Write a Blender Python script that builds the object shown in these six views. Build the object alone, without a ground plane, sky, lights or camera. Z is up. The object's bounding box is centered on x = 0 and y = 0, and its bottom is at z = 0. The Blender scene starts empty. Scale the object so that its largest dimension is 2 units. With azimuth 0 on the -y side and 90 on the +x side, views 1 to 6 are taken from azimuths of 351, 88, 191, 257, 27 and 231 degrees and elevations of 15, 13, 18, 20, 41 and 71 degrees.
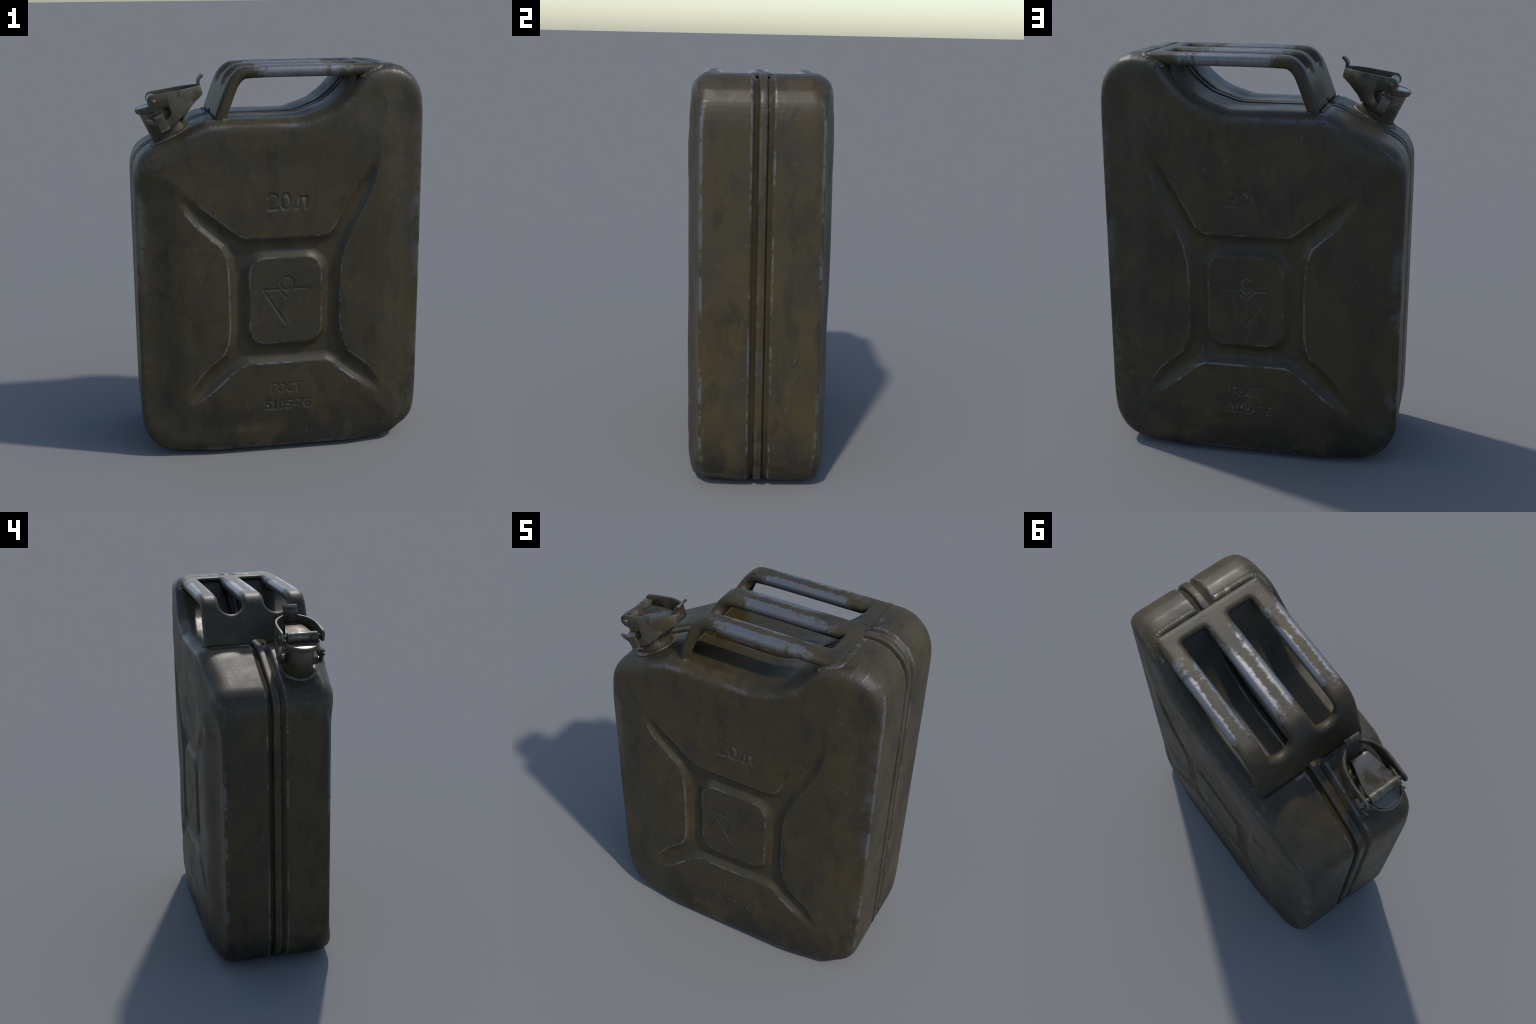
# A worn 20-litre pressed-steel fuel canister: two half shells with a seam flange,
# a three-bar carrying handle and a filler neck with a hinged locking cap.
import bpy, bmesh, math, random
import numpy as np
from mathutils import Vector, Matrix

random.seed(7)
RNG = np.random.default_rng(7)
scene = bpy.context.scene

# ------------------------------------------------------------------ helpers
def link(ob, parent=None):
    scene.collection.objects.link(ob)
    if parent is not None:
        ob.parent = parent
    return ob

def mesh_from(name, verts, faces, smooth=True):
    me = bpy.data.meshes.new(name)
    me.from_pydata([tuple(map(float, v)) for v in verts], [], [tuple(map(int, f)) for f in faces])
    me.validate()
    me.polygons.foreach_set("use_smooth", [smooth] * len(me.polygons))
    me.update()
    return me

def obj(name, me, parent, mat):
    ob = bpy.data.objects.new(name, me)
    me.materials.clear()
    me.materials.append(mat)
    return link(ob, parent)

def evaluated(ob, name):
    """Apply the modifiers of a helper object and return the resulting mesh."""
    dg = bpy.context.evaluated_depsgraph_get()
    me = bpy.data.meshes.new_from_object(ob.evaluated_get(dg))
    me.name = name
    bpy.data.objects.remove(ob, do_unlink=True)
    return me

def auto_smooth(me, deg=35):
    me.polygons.foreach_set("use_smooth", [True] * len(me.polygons))
    me.set_sharp_from_angle(angle=math.radians(deg))
    me.update()

def bevelled(name, me, width, segs=2, angle=30):
    ob = bpy.data.objects.new("tmp", me)
    scene.collection.objects.link(ob)
    m = ob.modifiers.new("b", 'BEVEL')
    m.width = width
    m.segments = segs
    m.limit_method = 'ANGLE'
    m.angle_limit = math.radians(angle)
    out = evaluated(ob, name)
    auto_smooth(out, 40)
    return out

def tube(path, section_fn, closed_path=False, caps=True):
    """Sweep cross-sections (lists of points) along a path; section_fn(i) -> list of 3D points."""
    V, F = [], []
    n = len(path)
    rings = [section_fn(i) for i in range(n)]
    m = len(rings[0])
    for r in rings:
        V.extend(r)
    for i in range(n if closed_path else n - 1):
        a, b = i * m, ((i + 1) % n) * m
        for j in range(m):
            k = (j + 1) % m
            F.append((a + j, a + k, b + k, b + j))
    if caps and not closed_path:
        F.append(tuple(range(m))[::-1])
        F.append(tuple((n - 1) * m + j for j in range(m)))
    return V, F

def chaikin(P, closed, rounds, ratio=0.25):
    P = np.array(P, float)
    for _ in range(rounds):
        Q = np.roll(P, -1, 0) if closed else P[1:]
        B = P if closed else P[:-1]
        out = np.empty((2 * len(B), P.shape[1]))
        out[0::2] = B * (1 - ratio) + Q * ratio
        out[1::2] = B * ratio + Q * (1 - ratio)
        P = out if closed else np.vstack([P[:1], out, P[-1:]])
    return P

def resample(P, n, weight=None):
    P = np.array(P, float)
    d = np.diff(P, axis=0)
    w = np.hypot(d[:, 0], d[:, 1]) if weight is None else weight(d)
    s = np.concatenate([[0], np.cumsum(w)])
    q = np.linspace(0, s[-1], n)
    return np.stack([np.interp(q, s, P[:, k]) for k in range(P.shape[1])], 1)

def seg_dist(X, Z, a, b):
    ax, az = a; bx, bz = b
    dx, dz = bx - ax, bz - az
    L = dx * dx + dz * dz + 1e-12
    t = np.clip(((X - ax) * dx + (Z - az) * dz) / L, 0, 1)
    return np.hypot(X - ax - t * dx, Z - az - t * dz)

def poly_sd(X, Z, P):
    """Signed distance to a closed polygon, positive inside."""
    d = np.full(X.shape, 1e9)
    inside = np.zeros(X.shape, bool)
    n = len(P)
    for i in range(n):
        a, b = P[i], P[(i + 1) % n]
        d = np.minimum(d, seg_dist(X, Z, a, b))
        cond = (a[1] > Z) != (b[1] > Z)
        xi = a[0] + (Z - a[1]) * (b[0] - a[0]) / (b[1] - a[1] + 1e-12)
        inside ^= cond & (X < xi)
    return np.where(inside, d, -d)

def sstep(a, b, x):
    t = np.clip((x - a) / (b - a), 0, 1)
    return t * t * (3 - 2 * t)

# ------------------------------------------------------------------ materials
class Nodes:
    def __init__(self, name):
        self.mat = bpy.data.materials.new(name)
        self.mat.use_nodes = True
        self.nt = self.mat.node_tree
        self.nt.nodes.clear()
        self.out = self.nt.nodes.new("ShaderNodeOutputMaterial")
        self.bsdf = self.nt.nodes.new("ShaderNodeBsdfPrincipled")
        self.nt.links.new(self.bsdf.outputs[0], self.out.inputs[0])
        self.tc = self.nt.nodes.new("ShaderNodeTexCoord")
        self.geo = self.nt.nodes.new("ShaderNodeNewGeometry")

    def put(self, sock, v):
        if isinstance(v, bpy.types.NodeSocket):
            self.nt.links.new(v, sock)
        elif isinstance(v, (tuple, list)) and len(v) == 3 and sock.type == 'RGBA':
            sock.default_value = (*v, 1)
        else:
            sock.default_value = v

    def coords(self, scale=(1, 1, 1), loc=(0, 0, 0)):
        m = self.nt.nodes.new("ShaderNodeMapping")
        m.inputs["Scale"].default_value = scale
        m.inputs["Location"].default_value = loc
        self.nt.links.new(self.tc.outputs["Object"], m.inputs["Vector"])
        return m.outputs[0]

    def noise(self, scale, detail=4, rough=0.55, dist=0.0, co=None):
        n = self.nt.nodes.new("ShaderNodeTexNoise")
        n.inputs["Scale"].default_value = scale
        n.inputs["Detail"].default_value = detail
        n.inputs["Roughness"].default_value = rough
        n.inputs["Distortion"].default_value = dist
        self.nt.links.new(co or self.tc.outputs["Object"], n.inputs["Vector"])
        return n.outputs["Fac"]

    def remap(self, v, a, b, lo=0.0, hi=1.0):
        n = self.nt.nodes.new("ShaderNodeMapRange")
        n.interpolation_type = 'SMOOTHSTEP'
        self.put(n.inputs["Value"], v)
        for k, x in zip(("From Min", "From Max", "To Min", "To Max"), (a, b, lo, hi)):
            n.inputs[k].default_value = x
        return n.outputs[0]

    def math(self, op, a, b=0.0, clamp=False):
        n = self.nt.nodes.new("ShaderNodeMath")
        n.operation = op
        n.use_clamp = clamp
        self.put(n.inputs[0], a)
        self.put(n.inputs[1], b)
        return n.outputs[0]

    def mix(self, f, a, b):
        n = self.nt.nodes.new("ShaderNodeMix")
        n.data_type = 'RGBA'
        self.put(n.inputs[0], f)
        self.put(n.inputs[6], a)
        self.put(n.inputs[7], b)
        return n.outputs[2]

    def mixf(self, f, a, b):
        n = self.nt.nodes.new("ShaderNodeMix")
        n.data_type = 'FLOAT'
        self.put(n.inputs[0], f)
        self.put(n.inputs[2], a)
        self.put(n.inputs[3], b)
        return n.outputs[0]

    def xyz(self):
        s = self.nt.nodes.new("ShaderNodeSeparateXYZ")
        self.nt.links.new(self.tc.outputs["Object"], s.inputs[0])
        return s.outputs

    def bump(self, h, strength, dist):
        b = self.nt.nodes.new("ShaderNodeBump")
        b.inputs["Strength"].default_value = strength
        b.inputs["Distance"].default_value = dist
        self.put(b.inputs["Height"], h)
        self.nt.links.new(b.outputs[0], self.bsdf.inputs["Normal"])

    def finish(self, color, rough, metal, spec=0.5):
        self.put(self.bsdf.inputs["Base Color"], color)
        self.put(self.bsdf.inputs["Roughness"], rough)
        self.put(self.bsdf.inputs["Metallic"], metal)
        self.put(self.bsdf.inputs["Specular IOR Level"], spec)
        return self.mat

OLIVE = (0.042, 0.033, 0.0155)
BROWN = (0.056, 0.040, 0.0155)
GREYG = (0.029, 0.025, 0.017)
DARK = (0.016, 0.015, 0.013)
STEEL = (0.165, 0.168, 0.176)
PALE = (0.150, 0.150, 0.150)

def paint_layers(m):
    """Faded olive paint with rusty-brown staining, grey-green blotches, specks."""
    col = m.mix(m.remap(m.noise(2.6, 5, 0.6, 0.4), 0.38, 0.62), OLIVE, BROWN)
    blot = m.noise(4.3, 6, 0.65, 0.6, m.coords((1, 1, .7), (3.1, 1.7, .4)))
    col = m.mix(m.remap(blot, 0.50, 0.68, 0, .75), col, GREYG)
    fine = m.noise(26, 5, 0.7, 0.2)
    col = m.mix(m.remap(fine, 0.58, 0.74, 0, .45), col, DARK)
    ochre = m.noise(11, 5, 0.7, 0.5, m.coords((1, 1, .6), (7, 2, 5)))
    col = m.mix(m.remap(ochre, 0.60, 0.72, 0, .35), col, (0.070, 0.056, 0.025))
    mott = m.noise(9, 6, .68, .8, m.coords((1, 1, .45), (5, 5, 1)))
    col = m.mix(m.remap(mott, .47, .68, 0, .65), col, (0.020, 0.017, 0.011))
    speck = m.noise(34, 2, 0.5, 0.0, m.coords((1, 1, 1), (1, 9, 2)))
    col = m.mix(m.remap(speck, 0.715, 0.75, 0, .7), col, (0.018, 0.018, 0.018))
    return col, blot, fine

def body_paint(name, edge_gain):
    m = Nodes(name)
    col, blot, fine = paint_layers(m)
    x, y, z = m.xyz()
    # soot and grime along the foot of the can, broken up by noise
    low = m.remap(z, 0.05, 0.46, 1.0, 0.0)
    grime = m.math('MULTIPLY', low, m.remap(m.noise(5.5, 5, .65, .5), .36, .56))
    col = m.mix(m.math('MULTIPLY', grime, .85), col, (0.013, 0.012, 0.010))
    # rubbed edges: paint gone down to grey steel where the sheet folds outward
    edge = m.remap(m.geo.outputs["Pointiness"], 0.506, 0.521)
    edge = m.math('MULTIPLY', edge, edge_gain)
    chip = m.noise(30, 5, .75, .3)
    big = m.noise(5, 3, .6, 0, m.coords((1, 1, 1), (4, 4, 4)))
    # the folds along the tall narrow sides are knocked bare in smudges
    ay, ax = m.math('ABSOLUTE', y), m.math('ABSOLUTE', x)
    fold = m.math('MULTIPLY', m.math('MULTIPLY', m.remap(ay, .262, .287), m.remap(ay, .290, .316, 1, 0)), m.remap(ax, .66, .71))
    fold = m.math('MULTIPLY', fold, m.remap(m.noise(4, 3, .6, 0, m.coords((1, 1, 1), (2, 7, 3))), .44, .60, .35, 1))
    edge = m.math('MAXIMUM', edge, m.math('MULTIPLY', fold, .50 * edge_gain))
    wear = m.math('MULTIPLY', edge, m.remap(m.math('ADD', chip, m.math('MULTIPLY', big, 1.1)), .99, 1.17))
    # light scuffs scattered over the faces
    sc = m.noise(22, 7, .72, 1.2, m.coords((1, 1, .55), (2, 6, 1)))
    where = m.remap(m.noise(3.2, 3, .5, 0, m.coords((1, 1, 1), (8, 1, 3))), .42, .62)
    scuff = m.math('MULTIPLY', m.remap(sc, .59, .71), where)
    fleck = m.math('MULTIPLY', m.remap(m.noise(48, 4, .7, .8, m.coords((1, 1, .5), (4, 8, 1))), .645, .72), m.remap(m.noise(6, 2, .5, 0, m.coords((1, 1, 1), (6, 6, 2))), .42, .6))
    scuff = m.math('MAXIMUM', scuff, fleck)
    wear = m.math('MAXIMUM', wear, m.math('MULTIPLY', scuff, .55), True)
    col = m.mix(m.math('MULTIPLY', wear, .82), col, STEEL)
    rough = m.mixf(wear, m.remap(blot, .3, .7, .38, .54), .40)
    h = m.math('ADD', m.noise(9, 4, .6), m.math('MULTIPLY', m.noise(70, 4, .6), .25))
    m.bump(h, .22, .006)
    return m.finish(col, rough, m.math('MULTIPLY', wear, .55), .42)

def handle_paint():
    m = Nodes("rubbed_handle_paint")
    col, blot, fine = paint_layers(m)
    x, y, z = m.xyz()
    # hands polish the shoulders of the three bars back to steel
    ay = m.math('ABSOLUTE', y)
    off = m.math('ABSOLUTE', m.math('SUBTRACT', m.math('ABSOLUTE', m.math('SUBTRACT', ay, .1175)), .1175))
    shoulder = m.remap(off, .004, .036)
    along = m.math('MULTIPLY', m.remap(x, -.22, .02), m.remap(x, .14, .46, 1, 0))
    along = m.math('MULTIPLY', along, m.remap(z, 1.90, 1.945))
    teeth = m.noise(30, 6, .8, .3, m.coords((1, .45, .45), (2, 2, 2)))
    patch = m.noise(7, 5, .7, .5, m.coords((.7, 1.6, 1), (5, 3, 2)))
    ragged = m.math('ADD', m.math('SUBTRACT', m.math('MULTIPLY', teeth, 2.0), 1.0), m.math('SUBTRACT', m.math('MULTIPLY', patch, 2.4), 1.2))
    worn = m.math('ADD', m.math('MULTIPLY', shoulder, along), ragged)
    worn = m.math('MULTIPLY', m.remap(worn, .22, .86), m.remap(along, 0, .35))
    worn = m.math('MULTIPLY', worn, m.remap(m.noise(45, 5, .7, .3, m.coords((1, .5, .5), (1, 1, 1))), .25, .50, .55, 1.0))
    sc = m.noise(24, 6, .75, .8)
    worn = m.math('MAXIMUM', worn, m.remap(sc, .60, .72, 0, .45), True)
    col = m.mix(worn, col, (.205, .205, .210))
    rough = m.mixf(worn, .50, .38)
    m.bump(m.noise(60, 4, .6), .15, .004)
    return m.finish(col, rough, m.math('MULTIPLY', worn, .70), .4)

def fitting_paint(name, bare, rough_metal=.3):
    """Small steel fittings: thin paint over bare steel, more or less rubbed away."""
    m = Nodes(name)
    col, blot, fine = paint_layers(m)
    n = m.noise(11, 4, .6, .3)
    worn = m.remap(n, .58 - bare * .45, .82 - bare * .45)
    edge = m.remap(m.geo.outputs["Pointiness"], .52, .58)
    worn = m.math('MAXIMUM', worn, m.math('MULTIPLY', edge, m.remap(n, .4, .5)), True)
    col = m.mix(worn, col, (.20, .178, .148))
    m.bump(m.noise(55, 4, .6), .05, .002)
    return m.finish(col, m.mixf(worn, .48, rough_metal), m.math('MULTIPLY', worn, .85), .4)

MAT_BODY = body_paint("worn_olive_paint", 1.0)
MAT_SEAM = body_paint("seam_paint", .25)
MAT_HANDLE = handle_paint()
MAT_FIT = fitting_paint("fitting_paint", .02, .4)
MAT_STEEL = fitting_paint("bare_steel", .50, .30)
MAT_WELD = fitting_paint("weld_paint", .2, .4)

# ------------------------------------------------------------------ the can outline
# wall outline in (x, z), starting mid-left and running clockwise (up, over the top, down)
CORNERS_LEFT_UP = [(-.733, .80), (-.733, 1.493), (-.703, 1.562)]
TOP = [(-.703, 1.562), (-.664, 1.600), (-.420, 1.722), (-.365, 1.745), (-.330, 1.747), (.060, 1.747),
       (.115, 1.750), (.250, 1.797), (.330, 1.860), (.392, 1.935), (.425, 1.970), (.475, 1.993), (.530, 2.0),
       (.575, 2.0), (.630, 1.982), (.688, 1.935)]
RIGHT = [(.688, 1.935), (.733, 1.850), (.733, .80), (.733, .160), (.695, .077)]
BOTTOM = [(.695, .077), (.650, .032), (.590, .005), (.530, .0), (.0, .0), (-.530, .0), (-.590, .005), (-.650, .032), (-.695, .077)]
LEFT_LOW = [(-.695, .077), (-.733, .160), (-.733, .80)]

def outline():
    P = CORNERS_LEFT_UP + TOP[1:] + RIGHT[1:] + BOTTOM[1:] + LEFT_LOW[1:-1]
    return chaikin(chaikin(P, True, 1, .13), True, 2, .25)

NX, NZ = 352, 440
OUT = outline()

def nearest_index(P, q):
    return int(np.argmin(np.hypot(P[:, 0] - q[0], P[:, 1] - q[1])))

def split_outline():
    """Cut the outline at its four rounded corners into left, top, right, bottom."""
    ids = [nearest_index(OUT, q) for q in ((-.703, 1.567), (.688, 1.935), (.695, .077), (-.695, .077))]
    def arc(a, b):
        idx = np.arange(a, b + 1 if b >= a else b + 1 + len(OUT)) % len(OUT)
        return OUT[idx]
    by_x = lambda d: np.abs(d[:, 0]) + .22 * np.abs(d[:, 1])
    top = resample(arc(ids[0], ids[1]), NX, by_x)
    right = resample(arc(ids[1], ids[2]), NZ)
    bottom = resample(arc(ids[2], ids[3]), NX, by_x)
    left = resample(arc(ids[3], ids[0]), NZ)
    return top, right, bottom, left

TOP_S, RIGHT_S, BOTTOM_S, LEFT_S = split_outline()
LOOP = np.vstack([TOP_S[:-1], RIGHT_S[:-1], BOTTOM_S[:-1], LEFT_S[:-1]])
NL = len(LOOP)

def loop_normals(P, sigma=.018):
    """Outward normals of the clockwise loop, smoothed along its length."""
    t = np.roll(P, -1, 0) - np.roll(P, 1, 0)
    n = np.stack([-t[:, 1], t[:, 0]], 1)
    n /= np.linalg.norm(n, axis=1)[:, None]
    step = np.hypot(*(np.roll(P, -1, 0) - P).T)
    w = step
    for _ in range(30):
        n = n + np.roll(n, 1, 0) + np.roll(n, -1, 0)
        n /= np.linalg.norm(n, axis=1)[:, None]
    return n

NORM = loop_normals(LOOP)

# cross-section of one half: (inset from the outline, distance from the seam plane).
# The narrow sides carry a long shallow chamfer, the top, bottom and hand recess a short round one.
GROOVE = [(.022, .0225), (.0190, .0285), (.0168, .0335), (.0145, .0370), (.0100, .0425), (.0050, .0470), (.0020, .0507), (.0005, .0545), (.000, .059), (.000, .065), (.000, .072), (.000, .10), (.000, .15), (.000, .19), (.000, .212)]
INSET = [.000, .0006, .0015, .003, .0055, .008, .011, .014, .017, .020, .024, .028, .033, .038, .045, .052, .061, .070, .078, .085, .092, .100]
PROFILE_D = [.000, .001, .004, .010, .016, .022, .030, .040, .052, .070, .085, .100, .130, .160, .200, .245, .310]
PROFILE_END = [.262, .283, .298, .312, .323, .332, .3395, .344, .346, .347, .347, .347, .347, .347, .347, .347, .347]
PROFILE_SIDE = [.252, .275, .2835, .2875, .2893, .2903, .2912, .2922, .2938, .2965, .2995, .3035, .3125, .3215, .3325, .3425, .347]
PROFILE_CORNER = [.222, .238, .258, .276, .288, .298, .308, .315, .321, .328, .3325, .336, .341, .344, .3465, .347, .347]
FACE_Y = .347

def eased(table):
    """Sample the hand-set profile finely and round its kinks a little."""
    d = np.linspace(0, .33, 661)
    y = np.interp(d, PROFILE_D, table)
    for w in (3, 5, 5):
        p = np.pad(y, w // 2, mode='reflect', reflect_type='odd')
        y = np.convolve(p, np.ones(w) / w, 'valid')
    return d, y

EASE_D, EASE_END = eased(PROFILE_END)
_, EASE_SIDE = eased(PROFILE_SIDE)
_, EASE_CORNER = eased(PROFILE_CORNER)

def shell_y(d, x, z):
    """Distance of the shell from the seam plane at inset d, blended between the three edge profiles."""
    ztop = np.where(x < 0, 1.60, 2.0)
    tall = sstep(.32, .60, np.abs(x))                                   # near the narrow sides
    mid = sstep(.02, .30, z) * sstep(.0, .26, ztop - z)                 # away from the corners
    f = [np.interp(d, EASE_D, e) for e in (EASE_END, EASE_SIDE, EASE_CORNER)]
    return f[0] * (1 - tall) + tall * (f[1] * mid + f[2] * (1 - mid))

def eased(table):
    """Sample the hand-set profile finely and round its kinks a little."""
    d = np.linspace(0, .33, 661)
    y = np.interp(d, PROFILE_D, table)
    for w in (3, 5, 5):
        p = np.pad(y, w // 2, mode='reflect', reflect_type='odd')
        y = np.convolve(p, np.ones(w) / w, 'valid')
    return d, y

EASE_D, EASE_END = eased(PROFILE_END)
_, EASE_SIDE = eased(PROFILE_SIDE)
_, EASE_CORNER = eased(PROFILE_CORNER)

def side_weight(x, z):
    """1 along the tall narrow sides, 0 along top, bottom and hand recess."""
    ztop = np.where(x < 0, 1.60, 2.0)
    return sstep(.40, .64, np.abs(x)) * sstep(.0, .24, z) * sstep(.0, .24, ztop - z)

# ------------------------------------------------------------------ pressed relief of the broad faces
RECESS = [(-.515, 1.385), (-.479, 1.385), (-.352, 1.279), (-.244, 1.192), (-.212, 1.170), (-.180, 1.160), (.205, 1.160),
          (.232, 1.170), (.257, 1.193), (.360, 1.383), (.463, 1.558), (.500, 1.585), (.498, 1.520),
          (.488, 1.472), (.459, 1.379), (.408, 1.268), (.356, 1.179), (.319, 1.089), (.301, 1.0), (.295, .90), (.295, .72),
          (.302, .645), (.316, .590), (.346, .536), (.454, .445), (.512, .362), (.530, .305), (.512, .290),
          (.449, .321), (.296, .440), (.262, .472), (.222, .491), (-.178, .493), (-.222, .477), (-.263, .447),
          (-.379, .342), (-.464, .286), (-.515, .285), (-.501, .343), (-.415, .458), (-.307, .554), (-.284, .605),
          (-.274, .680), (-.274, .900), (-.279, 1.0), (-.288, 1.055), (-.311, 1.113), (-.426, 1.216), (-.525, 1.350)]
RECESS_DEPTH = .027
RECESS_SLOPE = .046
CX = .013
PANEL = (CX, .828, .185, .2255, .085)     # centre x, z, half sizes, corner radius

def ellipse(cx, cz, rx, rz, a0=0, a1=360, n=20):
    return [(cx + rx * math.cos(math.radians(a0 + (a1 - a0) * i / n)),
             cz + rz * math.sin(math.radians(a0 + (a1 - a0) * i / n))) for i in range(n + 1)]

GLYPHS = {   # strokes in a unit box
    '2': [[(.06, .78), (.18, .94), (.45, 1.), (.76, .94), (.88, .74), (.76, .50), (.08, .02), (.96, .02)]],
    '0': [ellipse(.5, .5, .42, .5)],
    'l': [[(.0, .02), (.16, .06), (.26, .30), (.32, .98), (.88, .98), (.88, .0)]],
    'G': [[(.1, .0), (.1, 1.), (.95, 1.)]],
    'O': [ellipse(.5, .5, .47, .5)],
    'C': [ellipse(.55, .5, .47, .5, 50, 310)],
    'T': [[(.02, 1.), (.98, 1.)], [(.5, 1.), (.5, .0)]],
    '5': [[(.85, 1.), (.18, 1.), (.13, .56), (.45, .62), (.78, .54), (.90, .32), (.80, .10), (.50, .0), (.08, .06)]],
    '1': [[(.12, .82), (.5, 1.), (.5, .02)], [(.1, .02), (.9, .02)]],
    '7': [[(.04, 1.), (.94, 1.), (.40, .0)]],
    '6': [[(.82, .97), (.50, .96), (.20, .72), (.10, .36), (.26, .06), (.56, .0), (.84, .12), (.88, .38), (.66, .56), (.32, .54), (.12, .36)]],
    '-': [[(.1, .38), (.9, .38)]],
}

def text_strokes(chars, z0, height, layout):
    """layout: (character, left, width, relative height) along the local u axis."""
    out = []
    for ch, u0, w, hr in layout:
        for st in GLYPHS[ch]:
            out.append([(u0 + p[0] * w, z0 + p[1] * height * hr) for p in st])
    return out

def marks():
    """Engraved strokes in face coordinates: (polyline, half width, depth)."""
    s = []
    for st in text_strokes("20", 1.303, .076, [('2', -.090, .056, 1), ('0', -.026, .056, 1), ('l', .058, .056, .76)]):
        s.append((st, .0080, .0036))
    for st in text_strokes("GOST", .332, .046, [('G', -.077, .030, 1), ('O', -.042, .040, 1), ('C', .004, .036, 1), ('T', .044, .036, 1)]):
        s.append((st, .0062, .0029))
    for st in text_strokes("5105-76", .239, .044, [('5', -.112, .031, 1), ('1', -.075, .030, 1), ('0', -.039, .032, 1), ('5', -.001, .031, 1),
                                           ('-', .033, .022, 1), ('7', .058, .032, 1), ('6', .098, .032, 1)]):
        s.append((st, .0062, .0029))
    tri = [(-.114, .889), (-.034, .889), (.003, .840), (.040, .889), (.120, .889), (.000, .706), (-.114, .889)]
    s.append((tri, .0062, .0028))
    s.append((ellipse(.006, .918, .034, .034), .0062, .0028))
    return s

MARKS = marks()
TEXT_RECTS = {   # face regions carrying marks, in local u and z: one named part each
    "engraved_volume_mark": (-.105, .125, 1.288, 1.394),
    "engraved_standard_mark": (-.125, .145, .224, .393),
    "engraved_emblem": (-.128, .132, .692, .966),
}

def relief(X, Z, side):
    """Inward displacement of the face. side=-1: front (seen from -y), +1: back."""
    sd = poly_sd(X, Z, RECESS)
    slope = np.clip(sd / RECESS_SLOPE, 0, 1)
    cx, cz, hx, hz, r = PANEL
    qx, qz = np.abs(X - cx) - (hx - r), np.abs(Z - cz) - (hz - r)
    sp = np.hypot(np.maximum(qx, 0), np.maximum(qz, 0)) + np.minimum(np.maximum(qx, qz), 0) - r
    pan = np.clip(sp / RECESS_SLOPE, 0, 1)
    f = np.minimum(slope, pan)
    f = f * (1.45 - .45 * f * f)          # crisp at the rim, soft at the floor
    f = np.clip(f, 0, 1)
    tips = ((-.53, 1.385), (.505, 1.59), (.535, .295), (-.53, .285))
    fade = np.minimum.reduce([np.hypot(X - tx, Z - tz) for tx, tz in tips])
    h = RECESS_DEPTH * f * (.12 + .88 * sstep(.0, .20, fade))
    for _ in range(1):          # the press leaves a small radius at every rim
        for ax in (0, 1):
            h = (np.roll(h, 1, ax) + 2 * h + np.roll(h, -1, ax)) / 4
    # engraved strokes
    U = (X - CX) * (-side)
    eng = np.zeros_like(X)
    near = np.zeros(X.shape, bool)
    for (a, b, c, d) in TEXT_RECTS.values():
        near |= (U > a) & (U < b) & (Z > c) & (Z < d)
    Un, Zn = U[near], Z[near]
    e = np.zeros(Un.shape)
    for st, hw, dep in MARKS:
        dist = np.full(Un.shape, 1e9)
        for p, q in zip(st[:-1], st[1:]):
            dist = np.minimum(dist, seg_dist(Un, Zn, p, q))
        e = np.maximum(e, dep * (1 - sstep(hw * .35, hw * 1.35, dist)))
    eng[near] = e
    h = h + eng
    # beaten-sheet waviness and one shallow knock
    wav = np.zeros_like(X)
    rg = np.random.default_rng(11 + side)
    for _ in range(14):
        kx, kz, ph = rg.normal(0, 7), rg.normal(0, 7), rg.uniform(0, 6.28)
        wav += np.sin(kx * X + kz * Z + ph)
    h = h + .00035 * wav
    if side < 0:
        h = h + .009 * np.exp(-(((X + .46) / .05) ** 2 + ((Z - .66) / .11) ** 2))
        h = h + .005 * np.exp(-(((X + .20) / .12) ** 2 + ((Z - .17) / .05) ** 2)) + .004 * np.exp(-(((X - .05) / .16) ** 2 + ((Z - 1.52) / .07) ** 2))
    else:
        h = h + .005 * np.exp(-(((X - .47) / .07) ** 2 + ((Z - .75) / .14) ** 2)) + .004 * np.exp(-(((X + .1) / .13) ** 2 + ((Z - 1.5) / .06) ** 2))
    return h

def face_grid():
    """Grid filling the broad face inside the inset ring, transfinite between its four sides."""
    ring = LOOP - NORM * INSET[-1]
    T = ring[np.arange(0, NX)]
    R = ring[np.arange(NX - 1, NX - 1 + NZ)]
    B = ring[np.arange(NX + NZ - 2, NX + NZ - 2 + NX)][::-1]
    Lf = ring[np.arange(2 * NX + NZ - 3, 2 * NX + NZ - 3 + NZ) % NL]
    u = np.linspace(0, 1, NX)[:, None, None]
    v = np.linspace(0, 1, NZ)[None, :, None]          # bottom -> top
    Rr = R[::-1]
    G = ((1 - v) * B[:, None] + v * T[:, None] + (1 - u) * Lf[None] + u * Rr[None]
         - ((1 - u) * (1 - v) * B[0] + u * (1 - v) * B[-1] + (1 - u) * v * T[0] + u * v * T[-1]))
    return G[..., 0], G[..., 1]

COARSE = LOOP[::5]
GRID_X, GRID_Z = face_grid()
GRID_D = poly_sd(GRID_X, GRID_Z, COARSE)

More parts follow.
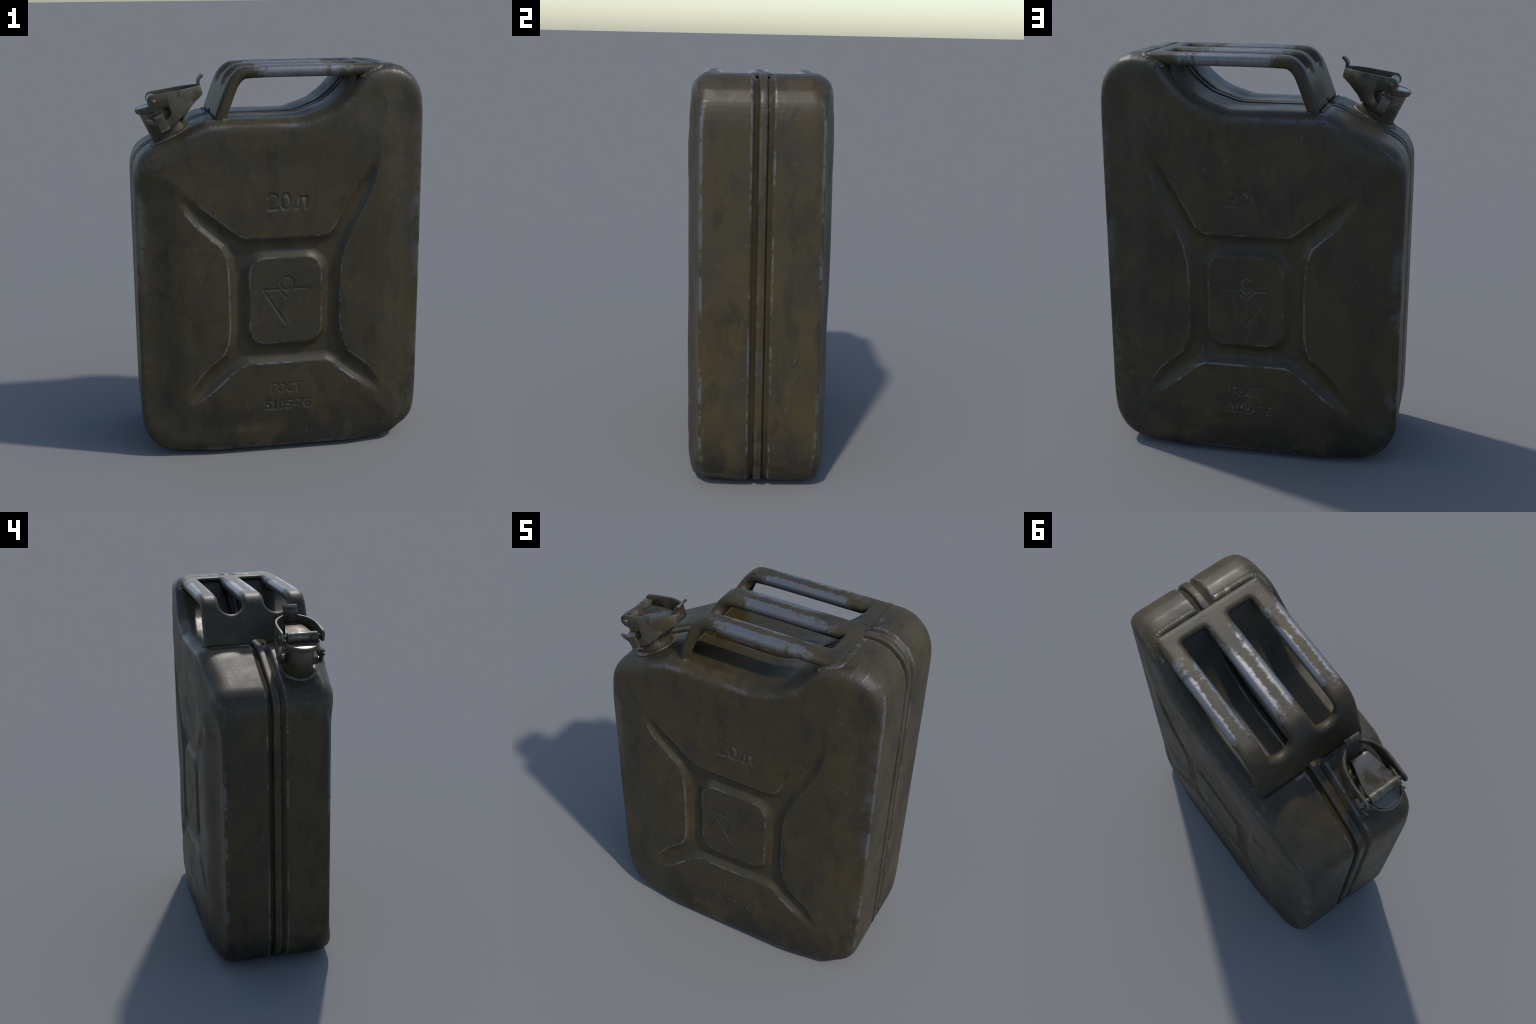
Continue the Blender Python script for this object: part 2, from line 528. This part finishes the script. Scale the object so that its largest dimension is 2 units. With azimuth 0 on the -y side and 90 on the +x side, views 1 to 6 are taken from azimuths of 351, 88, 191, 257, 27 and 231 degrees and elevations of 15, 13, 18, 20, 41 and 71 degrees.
def half_shell(side, parent):
    V, F, reg = [], [], []
    rings = []
    for d, y in GROOVE:
        p = LOOP - NORM * d
        rings.append([len(V) + i for i in range(NL)])
        V.extend([(p[i, 0], side * y, p[i, 1]) for i in range(NL)])
    for d in INSET[:-1]:
        p = LOOP - NORM * d
        true_d = poly_sd(p[:, 0], p[:, 1], COARSE) if d > .012 else np.full(NL, d)
        y = shell_y(true_d, p[:, 0], p[:, 1])
        rings.append([len(V) + i for i in range(NL)])
        V.extend([(p[i, 0], side * y[i], p[i, 1]) for i in range(NL)])
    X, Z = GRID_X, GRID_Z
    edge = np.minimum.reduce([np.arange(NX)[:, None] + 0 * np.arange(NZ)[None], NX - 1 - np.arange(NX)[:, None] + 0 * np.arange(NZ)[None],
                              np.arange(NZ)[None] + 0 * np.arange(NX)[:, None], NZ - 1 - np.arange(NZ)[None] + 0 * np.arange(NX)[:, None]])
    H = relief(X, Z, side) * sstep(0, 26, edge)
    Y = side * (shell_y(GRID_D, X, Z) - H)
    gid = len(V) + np.arange(NX * NZ).reshape(NX, NZ)
    V.extend(np.stack([X, Y, Z], -1).reshape(-1, 3).tolist())
    top, right, bottom, left = gid[:, -1], gid[-1, ::-1], gid[::-1, 0], gid[0, :]
    last = list(top[:-1]) + list(right[:-1]) + list(bottom[:-1]) + list(left[:-1])
    rings.append([int(i) for i in last])
    flip = side > 0
    def quad(a, b, c, d, r):
        F.append((a, b, c, d) if flip else (d, c, b, a))
        reg.append(r)
    for A, Bq in zip(rings[:-1], rings[1:]):
        for i in range(NL):
            j = (i + 1) % NL
            quad(A[i], A[j], Bq[j], Bq[i], 0)
    U = (X - CX) * (-side)
    Uc = (U[:-1, :-1] + U[1:, 1:]) / 2
    Zc = (Z[:-1, :-1] + Z[1:, 1:]) / 2
    R_id = np.zeros(Uc.shape, int)
    for k, (a, b, c, d) in enumerate(TEXT_RECTS.values()):
        R_id[(Uc > a) & (Uc < b) & (Zc > c) & (Zc < d)] = k + 1
    g = gid.tolist()
    for i in range(NX - 1):
        for j in range(NZ - 1):
            quad(g[i][j], g[i][j + 1], g[i + 1][j + 1], g[i + 1][j], int(R_id[i, j]))
    if side < 0:        # the front lower corner on the tall side has been knocked flat
        A = np.array(V)
        w = np.exp(-((A[:, 0] - .655) ** 2 + (A[:, 2] - .045) ** 2) / .06 ** 2) * sstep(.08, .26, np.abs(A[:, 1]))
        A[:, 0] -= .011 * w
        A[:, 2] += .014 * w
        V = A.tolist()
    whole = mesh_from("whole", V, F)
    nrm = np.empty(len(V) * 3, np.float32)
    whole.vertex_normals.foreach_get("vector", nrm)
    nrm = nrm.reshape(-1, 3)
    bpy.data.meshes.remove(whole)
    Va, Fa, reg = np.array(V), np.array(F), np.array(reg)
    def piece(name, r, par):
        f = Fa[reg == r]
        used, inv = np.unique(f, return_inverse=True)
        me = mesh_from(name, Va[used], inv.reshape(-1, 4))
        me.normals_split_custom_set_from_vertices([tuple(map(float, n)) for n in nrm[used]])
        return obj(name, me, par, MAT_BODY)
    shell = piece("half_shell", 0, parent)
    for k, name in enumerate(TEXT_RECTS):
        piece(name, k + 1, shell)
    return shell

def seam_flange(parent):
    """The folded rib between the two half shells."""
    sec = [(.022, -.0225), (.014, -.0203), (.005, -.0185), (.0015, -.0155), (.0005, -.010), (.0, .0),
           (.0005, .010), (.0015, .0155), (.005, .0185), (.014, .0203), (.022, .0225)]
    V, F = [], []
    m = len(sec)
    for i in range(NL):
        for d, y in sec:
            V.append((LOOP[i, 0] - NORM[i, 0] * d, y, LOOP[i, 1] - NORM[i, 1] * d))
    for i in range(NL):
        j = (i + 1) % NL
        for k in range(m - 1):
            F.append((i * m + k, j * m + k, j * m + k + 1, i * m + k + 1))
    return obj("seam_flange", mesh_from("seam_flange", V, F), parent, MAT_SEAM)

# ------------------------------------------------------------------ welds
def weld_run(path, r, pitch, normal=(0, 0, 1), flat=.6):
    """A weld bead: a flattened rope whose radius ripples where each puddle froze."""
    P = np.array(path, float)
    seg = np.linalg.norm(np.diff(P, axis=0), axis=1)
    s = np.concatenate([[0], np.cumsum(seg)])
    n = max(8, int(s[-1] / pitch) * 6)
    q = np.linspace(0, s[-1], n)
    C = np.stack([np.interp(q, s, P[:, k]) for k in range(3)], 1)
    nv = Vector(normal).normalized()
    def ring(i):
        t = Vector(C[min(i + 1, n - 1)] - C[max(i - 1, 0)]).normalized()
        side = t.cross(nv).normalized()
        up = side.cross(t)
        ph = (q[i] / pitch) % 1.0
        rr = r * (.88 + .16 * (1 - ph) ** .7 + .05 * math.sin(q[i] * 61))
        if i in (0, n - 1):
            rr *= .35
        out = []
        for k in range(12):
            a = 2 * math.pi * k / 12
            back = -abs(math.cos(a)) * r * .5            # crescent-shaped ripples
            out.append(tuple(Vector(C[i]) + side * (rr * math.cos(a)) + up * (rr * flat * math.sin(a)) + t * back))
        return out
    return tube(C, ring)

def merge(parts):
    V, F = [], []
    for v, f in parts:
        o = len(V)
        V.extend(v)
        F.extend([tuple(i + o for i in q) for q in f])
    return V, F

# ------------------------------------------------------------------ handle
HPATH = chaikin([(.520, 2.0), (.300, 2.0), (-.150, 2.0), (-.205, 1.988), (-.248, 1.945), (-.272, 1.893), (-.328, 1.742)], False, 3, .25)

def handle_frame():
    """Arc-length parameterisation of the handle's crown line: s -> point, outward normal."""
    P = resample(HPATH, 400)
    t = np.gradient(P, axis=0)
    t /= np.linalg.norm(t, axis=1)[:, None]
    n = np.stack([t[:, 1], -t[:, 0]], 1)
    for _ in range(12):
        n[1:-1] = n[:-2] + n[1:-1] * 2 + n[2:]
        n /= np.linalg.norm(n, axis=1)[:, None]
    sl = np.concatenate([[0], np.cumsum(np.hypot(*np.diff(P, axis=0).T))])
    return P, n, sl

HP, HN, HS = handle_frame()
H_LEN = HS[-1]

def on_handle(sv, y, h):
    x = np.interp(sv, HS, HP[:, 0]); z = np.interp(sv, HS, HP[:, 1])
    nx = np.interp(sv, HS, HN[:, 0]); nz = np.interp(sv, HS, HN[:, 1])
    return (x + nx * h, y, z + nz * h)

def rounded_loop(s0, s1, y0, y1, r0, r1, grow=0.0, step=.012):
    """Counter-clockwise rounded rectangle in (s, y); r0 rounds the s0 end, r1 the s1 end."""
    s0, s1, y0, y1 = s0 - grow, s1 + grow, y0 - grow, y1 + grow
    r0, r1 = max(r0 + grow, 1e-4), max(r1 + grow, 1e-4)
    pts = []
    def corner(cx, cy, r, a0):
        for k in range(9):
            a = math.radians(a0 + 90 * k / 8)
            pts.append((cx + r * math.cos(a), cy + r * math.sin(a)))
    def line(p, q, n):
        for k in range(1, n):
            pts.append((p[0] + (q[0] - p[0]) * k / n, p[1] + (q[1] - p[1]) * k / n))
    n_long = int((H_LEN) / step)
    n_end = 14
    corner(s0 + r0, y0 + r0, r0, 180)
    line((s0 + r0, y0), (s1 - r1, y0), n_long)
    corner(s1 - r1, y0 + r1, r1, 270)
    line((s1, y0 + r1), (s1, y1 - r1), n_end)
    corner(s1 - r1, y1 - r1, r1, 0)
    line((s1 - r1, y1), (s0 + r0, y1), n_long)
    corner(s0 + r0, y1 - r0, r0, 90)
    line((s0, y1 - r0), (s0, y0 + r0), n_end)
    return pts

def handle(parent):
    """One pressed sheet: a crown with two long slots, all edges turned down into flanges."""
    from mathutils.geometry import delaunay_2d_cdt
    s_at_x = lambda x: float(np.interp(-x, -HP[:, 0], HS))
    s_lo = float(np.interp(-1.911, -HP[:, 1], HS))
    s_hi = s_at_x(.421)
    # (grow away from the edge, drop below the crown)
    roll = [(.026, .0), (.018, .0015), (.0105, .0055), (.0045, .0125), (.0012, .021), (.0, .029), (.002, .040), (.007, .050), (.014, .0555)]
    half = .288
    loops = []          # each: list of rings from the crown outwards
    def depth(sv, drop, is_slot):
        near_weld = sstep(s_at_x(.43), s_at_x(.38), sv)
        return drop * (.45 + .55 * near_weld) if is_slot else drop
    s_end = H_LEN
    outer = [[(p[0], p[1]) for p in rounded_loop(.013, s_end, -half, half, .030, .004, -g)] for g, d in roll]
    slots = []
    for sg in (-1, 1):
        c = sg * .1250
        slots.append([rounded_loop(s_hi, s_lo, c - .0640, c + .0640, .012, .0632, g) for g, d in roll])
    crown_out, holes = outer[0], [sl[0] for sl in slots]
    verts, edges = [], []
    for lp in [crown_out] + holes:
        o = len(verts)
        verts += lp
        edges += [(o + i, o + (i + 1) % len(lp)) for i in range(len(lp))]
    gs, gy = np.meshgrid(np.arange(.03, s_end, .012), np.linspace(-half, half, 40))
    gs, gy = gs.ravel(), gy.ravel()
    ok = poly_sd(gs, gy, crown_out) > .005
    for hl in holes:
        ok &= poly_sd(gs, gy, hl) < -.005
    verts += list(zip(gs[ok].tolist(), gy[ok].tolist()))
    nb = len(verts)
    V2, E2, F2, ov, _, _ = delaunay_2d_cdt([Vector(v) for v in verts], edges, [], 0, 1e-6)
    back = {}
    for i, src in enumerate(ov):
        for q in src:
            back[q] = i
    c = np.array([np.mean([V2[k][:] for k in f], axis=0) for f in F2])
    keep = poly_sd(c[:, 0], c[:, 1], crown_out) > 0
    for hl in holes:
        keep &= poly_sd(c[:, 0], c[:, 1], hl) < 0
    V = [on_handle(v[0], v[1], 0.0) for v in V2]
    F = [tuple(f) for f, k in zip(F2, keep) if k]
    o = 0
    for is_slot, rings in [(False, outer)] + [(True, r) for r in slots]:
        n = len(rings[0])
        prev = [back[o + i] for i in range(n)]
        for (g, d), ring in list(zip(roll, rings))[1:]:
            cur = []
            for (sv, yv) in ring:
                cur.append(len(V))
                V.append(on_handle(sv, yv, -float(depth(sv, d, is_slot))))
            for i in range(n):
                j = (i + 1) % n
                F.append((prev[i], prev[j], cur[j], cur[i]))
            prev = cur
        o += n
    me = mesh_from("handle_sheet", V, F)
    bm = bmesh.new()
    bm.from_mesh(me)
    bmesh.ops.recalc_face_normals(bm, faces=bm.faces)
    if sum(f.normal.z * f.calc_area() for f in bm.faces) < 0:
        bmesh.ops.reverse_faces(bm, faces=bm.faces)
    bm.to_mesh(me)
    bm.free()
    ob = bpy.data.objects.new("tmp", me)
    scene.collection.objects.link(ob)
    sd = ob.modifiers.new("sheet", 'SOLIDIFY')
    sd.thickness = .007
    sd.offset = -1
    # arched clearance where the foot and the cross plate straddle the seam flange
    cut_parts = []
    for (x0, z0) in ((-.325, 1.742), (.520, 1.995)):
        cyl = [(math.cos(a), math.sin(a)) for a in np.linspace(0, 2 * math.pi, 24, endpoint=False)]
        if z0 < 1.9:
            cut_parts.append(tube([0, 1], lambda i: [(x0 - .05 + .10 * i, .048 * c, z0 + .034 * s_) for c, s_ in cyl]))
        else:
            cut_parts.append(tube([0, 1], lambda i: [(x0 + .032 * c, .048 * s_, z0 - .06 + .10 * i) for c, s_ in cyl]))
    cv, cf = merge(cut_parts)
    cme = mesh_from("cut", cv, cf, False)
    bm = bmesh.new()
    bm.from_mesh(cme)
    bmesh.ops.recalc_face_normals(bm, faces=bm.faces)
    bm.to_mesh(cme)
    bm.free()
    cob = bpy.data.objects.new("cut", cme)
    scene.collection.objects.link(cob)
    b = ob.modifiers.new("b", 'BOOLEAN')
    b.operation = 'DIFFERENCE'
    b.object = cob
    b.solver = 'EXACT'
    out = evaluated(ob, "handle")
    bpy.data.objects.remove(cob, do_unlink=True)
    auto_smooth(out, 50)
    h = obj("handle", out, parent, MAT_HANDLE)
    # welds: along the cross plate, down its sides, and along the foot
    runs = []
    for sg in (-1, 1):
        pts = [(.513, sg * .056, 1.991), (.513, sg * .238, 1.991), (.504, sg * .268, 1.987), (.478, sg * .287, 1.977),
               (.440, sg * .292, 1.957), (.402, sg * .290, 1.930)]
        runs.append(weld_run(chaikin(pts, False, 2), .0205, .0155, (0, sg * .25, 1), .54))
        runs.append(weld_run([(-.336, sg * .055, 1.746), (-.334, sg * .268, 1.745)], .0105, .0095, (-.6, 0, .8), .6))
        runs.append(weld_run([(-.288, sg * .288, 1.744), (-.254, sg * .288, 1.744)], .011, .011, (0, sg * .6, .8), .7))
    V, F = merge(runs)
    w = obj("weld_bead", mesh_from("weld_bead", V, F), h, MAT_WELD)
    w["kind"] = "stuff"
    return h

# ------------------------------------------------------------------ filler neck and cap
TILT = math.radians(26)
CT, ST = math.cos(TILT), math.sin(TILT)
NECK_T, NECK_Y = .251, -.161

MOUTH = .21      # the mouth is cut flatter than the neck's own tilt

def local(t, y, s):
    """Neck frame: t up the sloping shoulder, s along the neck axis (from the neck's own centre line)."""
    T = NECK_T + t
    return (T * CT - s * ST, NECK_Y + y, T * ST + s * CT)

def lathe(profile, n=48, cap_top=True, cap_bottom=True, shear=0.0):
    """Elliptic lathe in the neck frame: profile of (radius along t, radius along y, s)."""
    V, F = [], []
    for rt, ry, s, *own in profile:
        sh = own[0] if own else shear
        V.extend([local(rt * math.cos(2 * math.pi * k / n), ry * math.sin(2 * math.pi * k / n), s - sh * rt * math.cos(2 * math.pi * k / n)) for k in range(n)])
    for i in range(len(profile) - 1):
        for k in range(n):
            j = (k + 1) % n
            F.append((i * n + k, i * n + j, (i + 1) * n + j, (i + 1) * n + k))
    if cap_bottom:
        F.append(tuple(range(n))[::-1])
    if cap_top:
        F.append(tuple((len(profile) - 1) * n + k for k in range(n)))
    return V, F

def cylinder_y(x, z, r, y0, y1, n=24, round_end=0.0):
    V, F = [], []
    prof = [(0.0, y0), (r, y0), (r, y1), (0.0, y1)]
    if round_end:
        prof = [(0.0, y0 - round_end), (r * .55, y0 - round_end * .8), (r * .9, y0 - round_end * .35), (r, y0),
                (r, y1), (r * .9, y1 + round_end * .35), (r * .55, y1 + round_end * .8), (0.0, y1 + round_end)]
    ring = []
    for rr, y in prof[1:-1]:
        V.extend([(x + rr * math.cos(2 * math.pi * k / n), y, z + rr * math.sin(2 * math.pi * k / n)) for k in range(n)])
    m = len(prof) - 2
    for i in range(m - 1):
        for k in range(n):
            j = (k + 1) % n
            F.append((i * n + k, (i + 1) * n + k, (i + 1) * n + j, i * n + j))
    F.append(tuple(range(n)))
    F.append(tuple((m - 1) * n + k for k in range(n))[::-1])
    return V, F

def strip(path, y0, y1, thick, taper=None):
    """Bent sheet strip: an (x, z) path extruded across y with a real thickness."""
    P = np.array(path, float)
    t = np.gradient(P, axis=0)
    t /= np.linalg.norm(t, axis=1)[:, None]
    n = np.stack([-t[:, 1], t[:, 0]], 1)
    def ring(i):
        a, b = (y0, y1) if taper is None else taper(i / (len(P) - 1))
        p, q = P[i] + n[i] * thick / 2, P[i] - n[i] * thick / 2
        return [(p[0], a, p[1]), (p[0], b, p[1]), (q[0], b, q[1]), (q[0], a, q[1])]
    return tube(P, ring)

def fix(me):
    bm = bmesh.new()
    bm.from_mesh(me)
    bmesh.ops.recalc_face_normals(bm, faces=bm.faces)
    bm.to_mesh(me)
    bm.free()
    return me

def solid(name, vf, parent, mat, bevel=0.0, segs=2, angle=40):
    me = fix(mesh_from(name, *vf))
    if bevel:
        me = bevelled(name, me, bevel, segs)
    auto_smooth(me, angle)
    return obj(name, me, parent, mat)

def filler_neck(parent):
    neck = solid("filler_neck", lathe([(.096, .079, 1.700), (.095, .078, 1.735), (.0915, .0730, 1.760), (.0915, .0730, 1.880, MOUTH)]),
                 parent, MAT_FIT)
    solid("neck_rim", lathe([(.090, .073, 1.870), (.0925, .083, 1.874), (.1005, .0915, 1.876), (.1025, .0935, 1.880), (.1025, .0935, 1.894), (.1015, .0925, 1.899),
                             (.0975, .0885, 1.9035), (.0935, .0845, 1.904), (.0925, .0835, 1.900)], shear=MOUTH), neck, MAT_FIT)
    # ring weld round the neck's foot
    ring = [local(.101 * math.cos(a), .086 * math.sin(a), 1.7300) for a in np.linspace(0, 2 * math.pi, 80)]
    w = solid("weld_bead", weld_run(ring, .0165, .0125, (-ST, 0, CT), .62), neck, MAT_WELD)
    w["kind"] = "stuff"
    for sg in (-1, 1):
        yo = NECK_Y + sg * .115
        yi = NECK_Y + sg * .068
        # staple that keeps the locking hook against the neck
        a = [(-.598, 1.775), (-.562, 1.702)]
        V = []
        path = [(-.598, yi, 1.776), (-.594, yo - .006, 1.768), (-.590, yo, 1.756), (-.566, yo, 1.712), (-.561, yo - .008, 1.702), (-.556, yi, 1.692)]
        path = chaikin(path, False, 1, .15)
        def ring_fn(i):
            p = path[i]
            d = path[min(i + 1, len(path) - 1)] - path[max(i - 1, 0)]
            d = Vector(d).normalized()
            wdir = Vector((CT, 0, ST))
            nrm = d.cross(wdir).normalized()
            c = Vector(p)
            hw, ht = .024, .005
            return [tuple(c + wdir * hw + nrm * ht), tuple(c - wdir * hw + nrm * ht), tuple(c - wdir * hw - nrm * ht), tuple(c + wdir * hw - nrm * ht)]
        solid("hook_staple", tube(path, ring_fn), neck, MAT_FIT, .002)
        solid("neck_stud", cylinder_y(-.590, 1.786, .021, min(yi, NECK_Y + sg * .092), max(yi, NECK_Y + sg * .092), 20, .006), neck, MAT_FIT)
    return neck

PIVOT = (-.617, 1.840)

def cap(parent):
    # lid seen as a domed disc inside the rim
    lid = solid("cap_lid", lathe([(.092, .083, 1.885), (.092, .083, 1.8995), (.089, .080, 1.9025), (.05, .045, 1.9040), (.02, .018, 1.9045)], shear=MOUTH), parent, MAT_STEEL)
    c = NECK_Y
    solid("hinge_roll", cylinder_y(PIVOT[0] - .003, PIVOT[1] - .001, .0255, c - .080, c + .080, 28), lid, MAT_STEEL, .003)
    solid("hinge_pin", cylinder_y(PIVOT[0], PIVOT[1], .0105, c - .116, c + .116, 16, .006), lid, MAT_STEEL)
    # tongue from the roll over the lid and down behind it
    path = chaikin([(-.612, 1.826), (-.590, 1.8325), (-.510, 1.8515), (-.470, 1.859), (-.440, 1.8625), (-.423, 1.852), (-.424, 1.818), (-.452, 1.782), (-.470, 1.745)], False, 3, .25)
    path = resample(path, 60)
    def taper(u):
        w = np.interp(u, [0, .08, .25, .5, .68, 1], [.078, .077, .068, .049, .046, .046])
        return c - w, c + w
    solid("cap_tongue", strip(path, 0, 0, .009, taper), lid, MAT_STEEL, .002)
    return lid

def lever(parent):
    """U-shaped locking lever: two forked cheeks joined at the back, with a thumb tab."""
    arm_end = [(PIVOT[0] + .031 * math.cos(a), PIVOT[1] + .001 + .031 * math.sin(a)) for a in np.radians(np.linspace(100, 262, 10))]
    side = arm_end + [(-.575, 1.814), (-.556, 1.813), (-.541, 1.806), (-.535, 1.790), (-.540, 1.770), (-.553, 1.754), (-.572, 1.747), (-.610, 1.747), (-.640, 1.755),
                      (-.653, 1.756), (-.657, 1.748), (-.640, 1.735), (-.605, 1.722), (-.570, 1.719), (-.546, 1.723), (-.520, 1.733), (-.488, 1.757),
                      (-.450, 1.794), (-.415, 1.833), (-.376, 1.862), (-.389, 1.909)]
    cut_x = [-.56, -.53, -.50, -.48, -.46, -.445, -.43, -.415, -.40, -.39]
    xs = [-.66, -.56, -.50, -.455, -.425, -.405, -.392, -.384, -.376]
    ws = [.107, .108, .106, .097, .083, .068, .055, .045, .036]
    bm = bmesh.new()
    for sg in (-1, 1):
        vs = [bm.verts.new((x, 0, z)) for x, z in side]
        f = bm.faces.new(vs)
        geom = [f] + list(f.verts) + list(f.edges)
        for cx in cut_x:
            res = bmesh.ops.bisect_plane(bm, geom=geom, plane_co=(cx, 0, 1.9), plane_no=(1, 0, .26))
            geom = res["geom"]
        for v in {g for g in geom if isinstance(g, bmesh.types.BMVert)}:
            u = v.co.x + .26 * (v.co.z - 1.862)
            v.co.y = NECK_Y + sg * float(np.interp(u, xs, ws))
            v.tag = True
    bm.verts.ensure_lookup_table()
    ends = {}
    for v in bm.verts:
        if abs(v.co.x + .376) < 1e-4 and abs(v.co.z - 1.862) < 1e-4:
            ends[('lo', v.co.y > NECK_Y)] = v
        if abs(v.co.x + .389) < 1e-4 and abs(v.co.z - 1.909) < 1e-4:
            ends[('hi', v.co.y > NECK_Y)] = v
    bm.faces.new([ends[('lo', False)], ends[('lo', True)], ends[('hi', True)], ends[('hi', False)]])
    bmesh.ops.recalc_face_normals(bm, faces=bm.faces)
    me = bpy.data.meshes.new("locking_lever")
    bm.to_mesh(me)
    bm.free()
    ob = bpy.data.objects.new("tmp", me)
    scene.collection.objects.link(ob)
    s = ob.modifiers.new("s", 'SOLIDIFY')
    s.thickness = .012
    s.offset = 0
    b = ob.modifiers.new("b", 'BEVEL')
    b.width = .0025
    b.segments = 2
    b.angle_limit = math.radians(50)
    me = evaluated(ob, "locking_lever")
    auto_smooth(me, 40)
    lv = obj("locking_lever", me, parent, MAT_FIT)
    path = chaikin([(-.382, 1.880), (-.389, 1.908), (-.392, 1.930), (-.382, 1.945), (-.368, 1.957)], False, 2, .22)
    solid("thumb_tab", strip(path, NECK_Y - .039, NECK_Y + .039, .011), lv, MAT_FIT, .003)
    return lv

# ------------------------------------------------------------------ assembly
root = bpy.data.objects.new("fuel_canister", None)
link(root)
root["label"] = "worn olive-painted pressed-steel fuel canister with triple-bar handle"
root["category"] = "jerry can"

half_shell(-1, root)
half_shell(1, root)
seam_flange(root)
handle(root)
filler_neck(root)
cap(root)
lever(root)
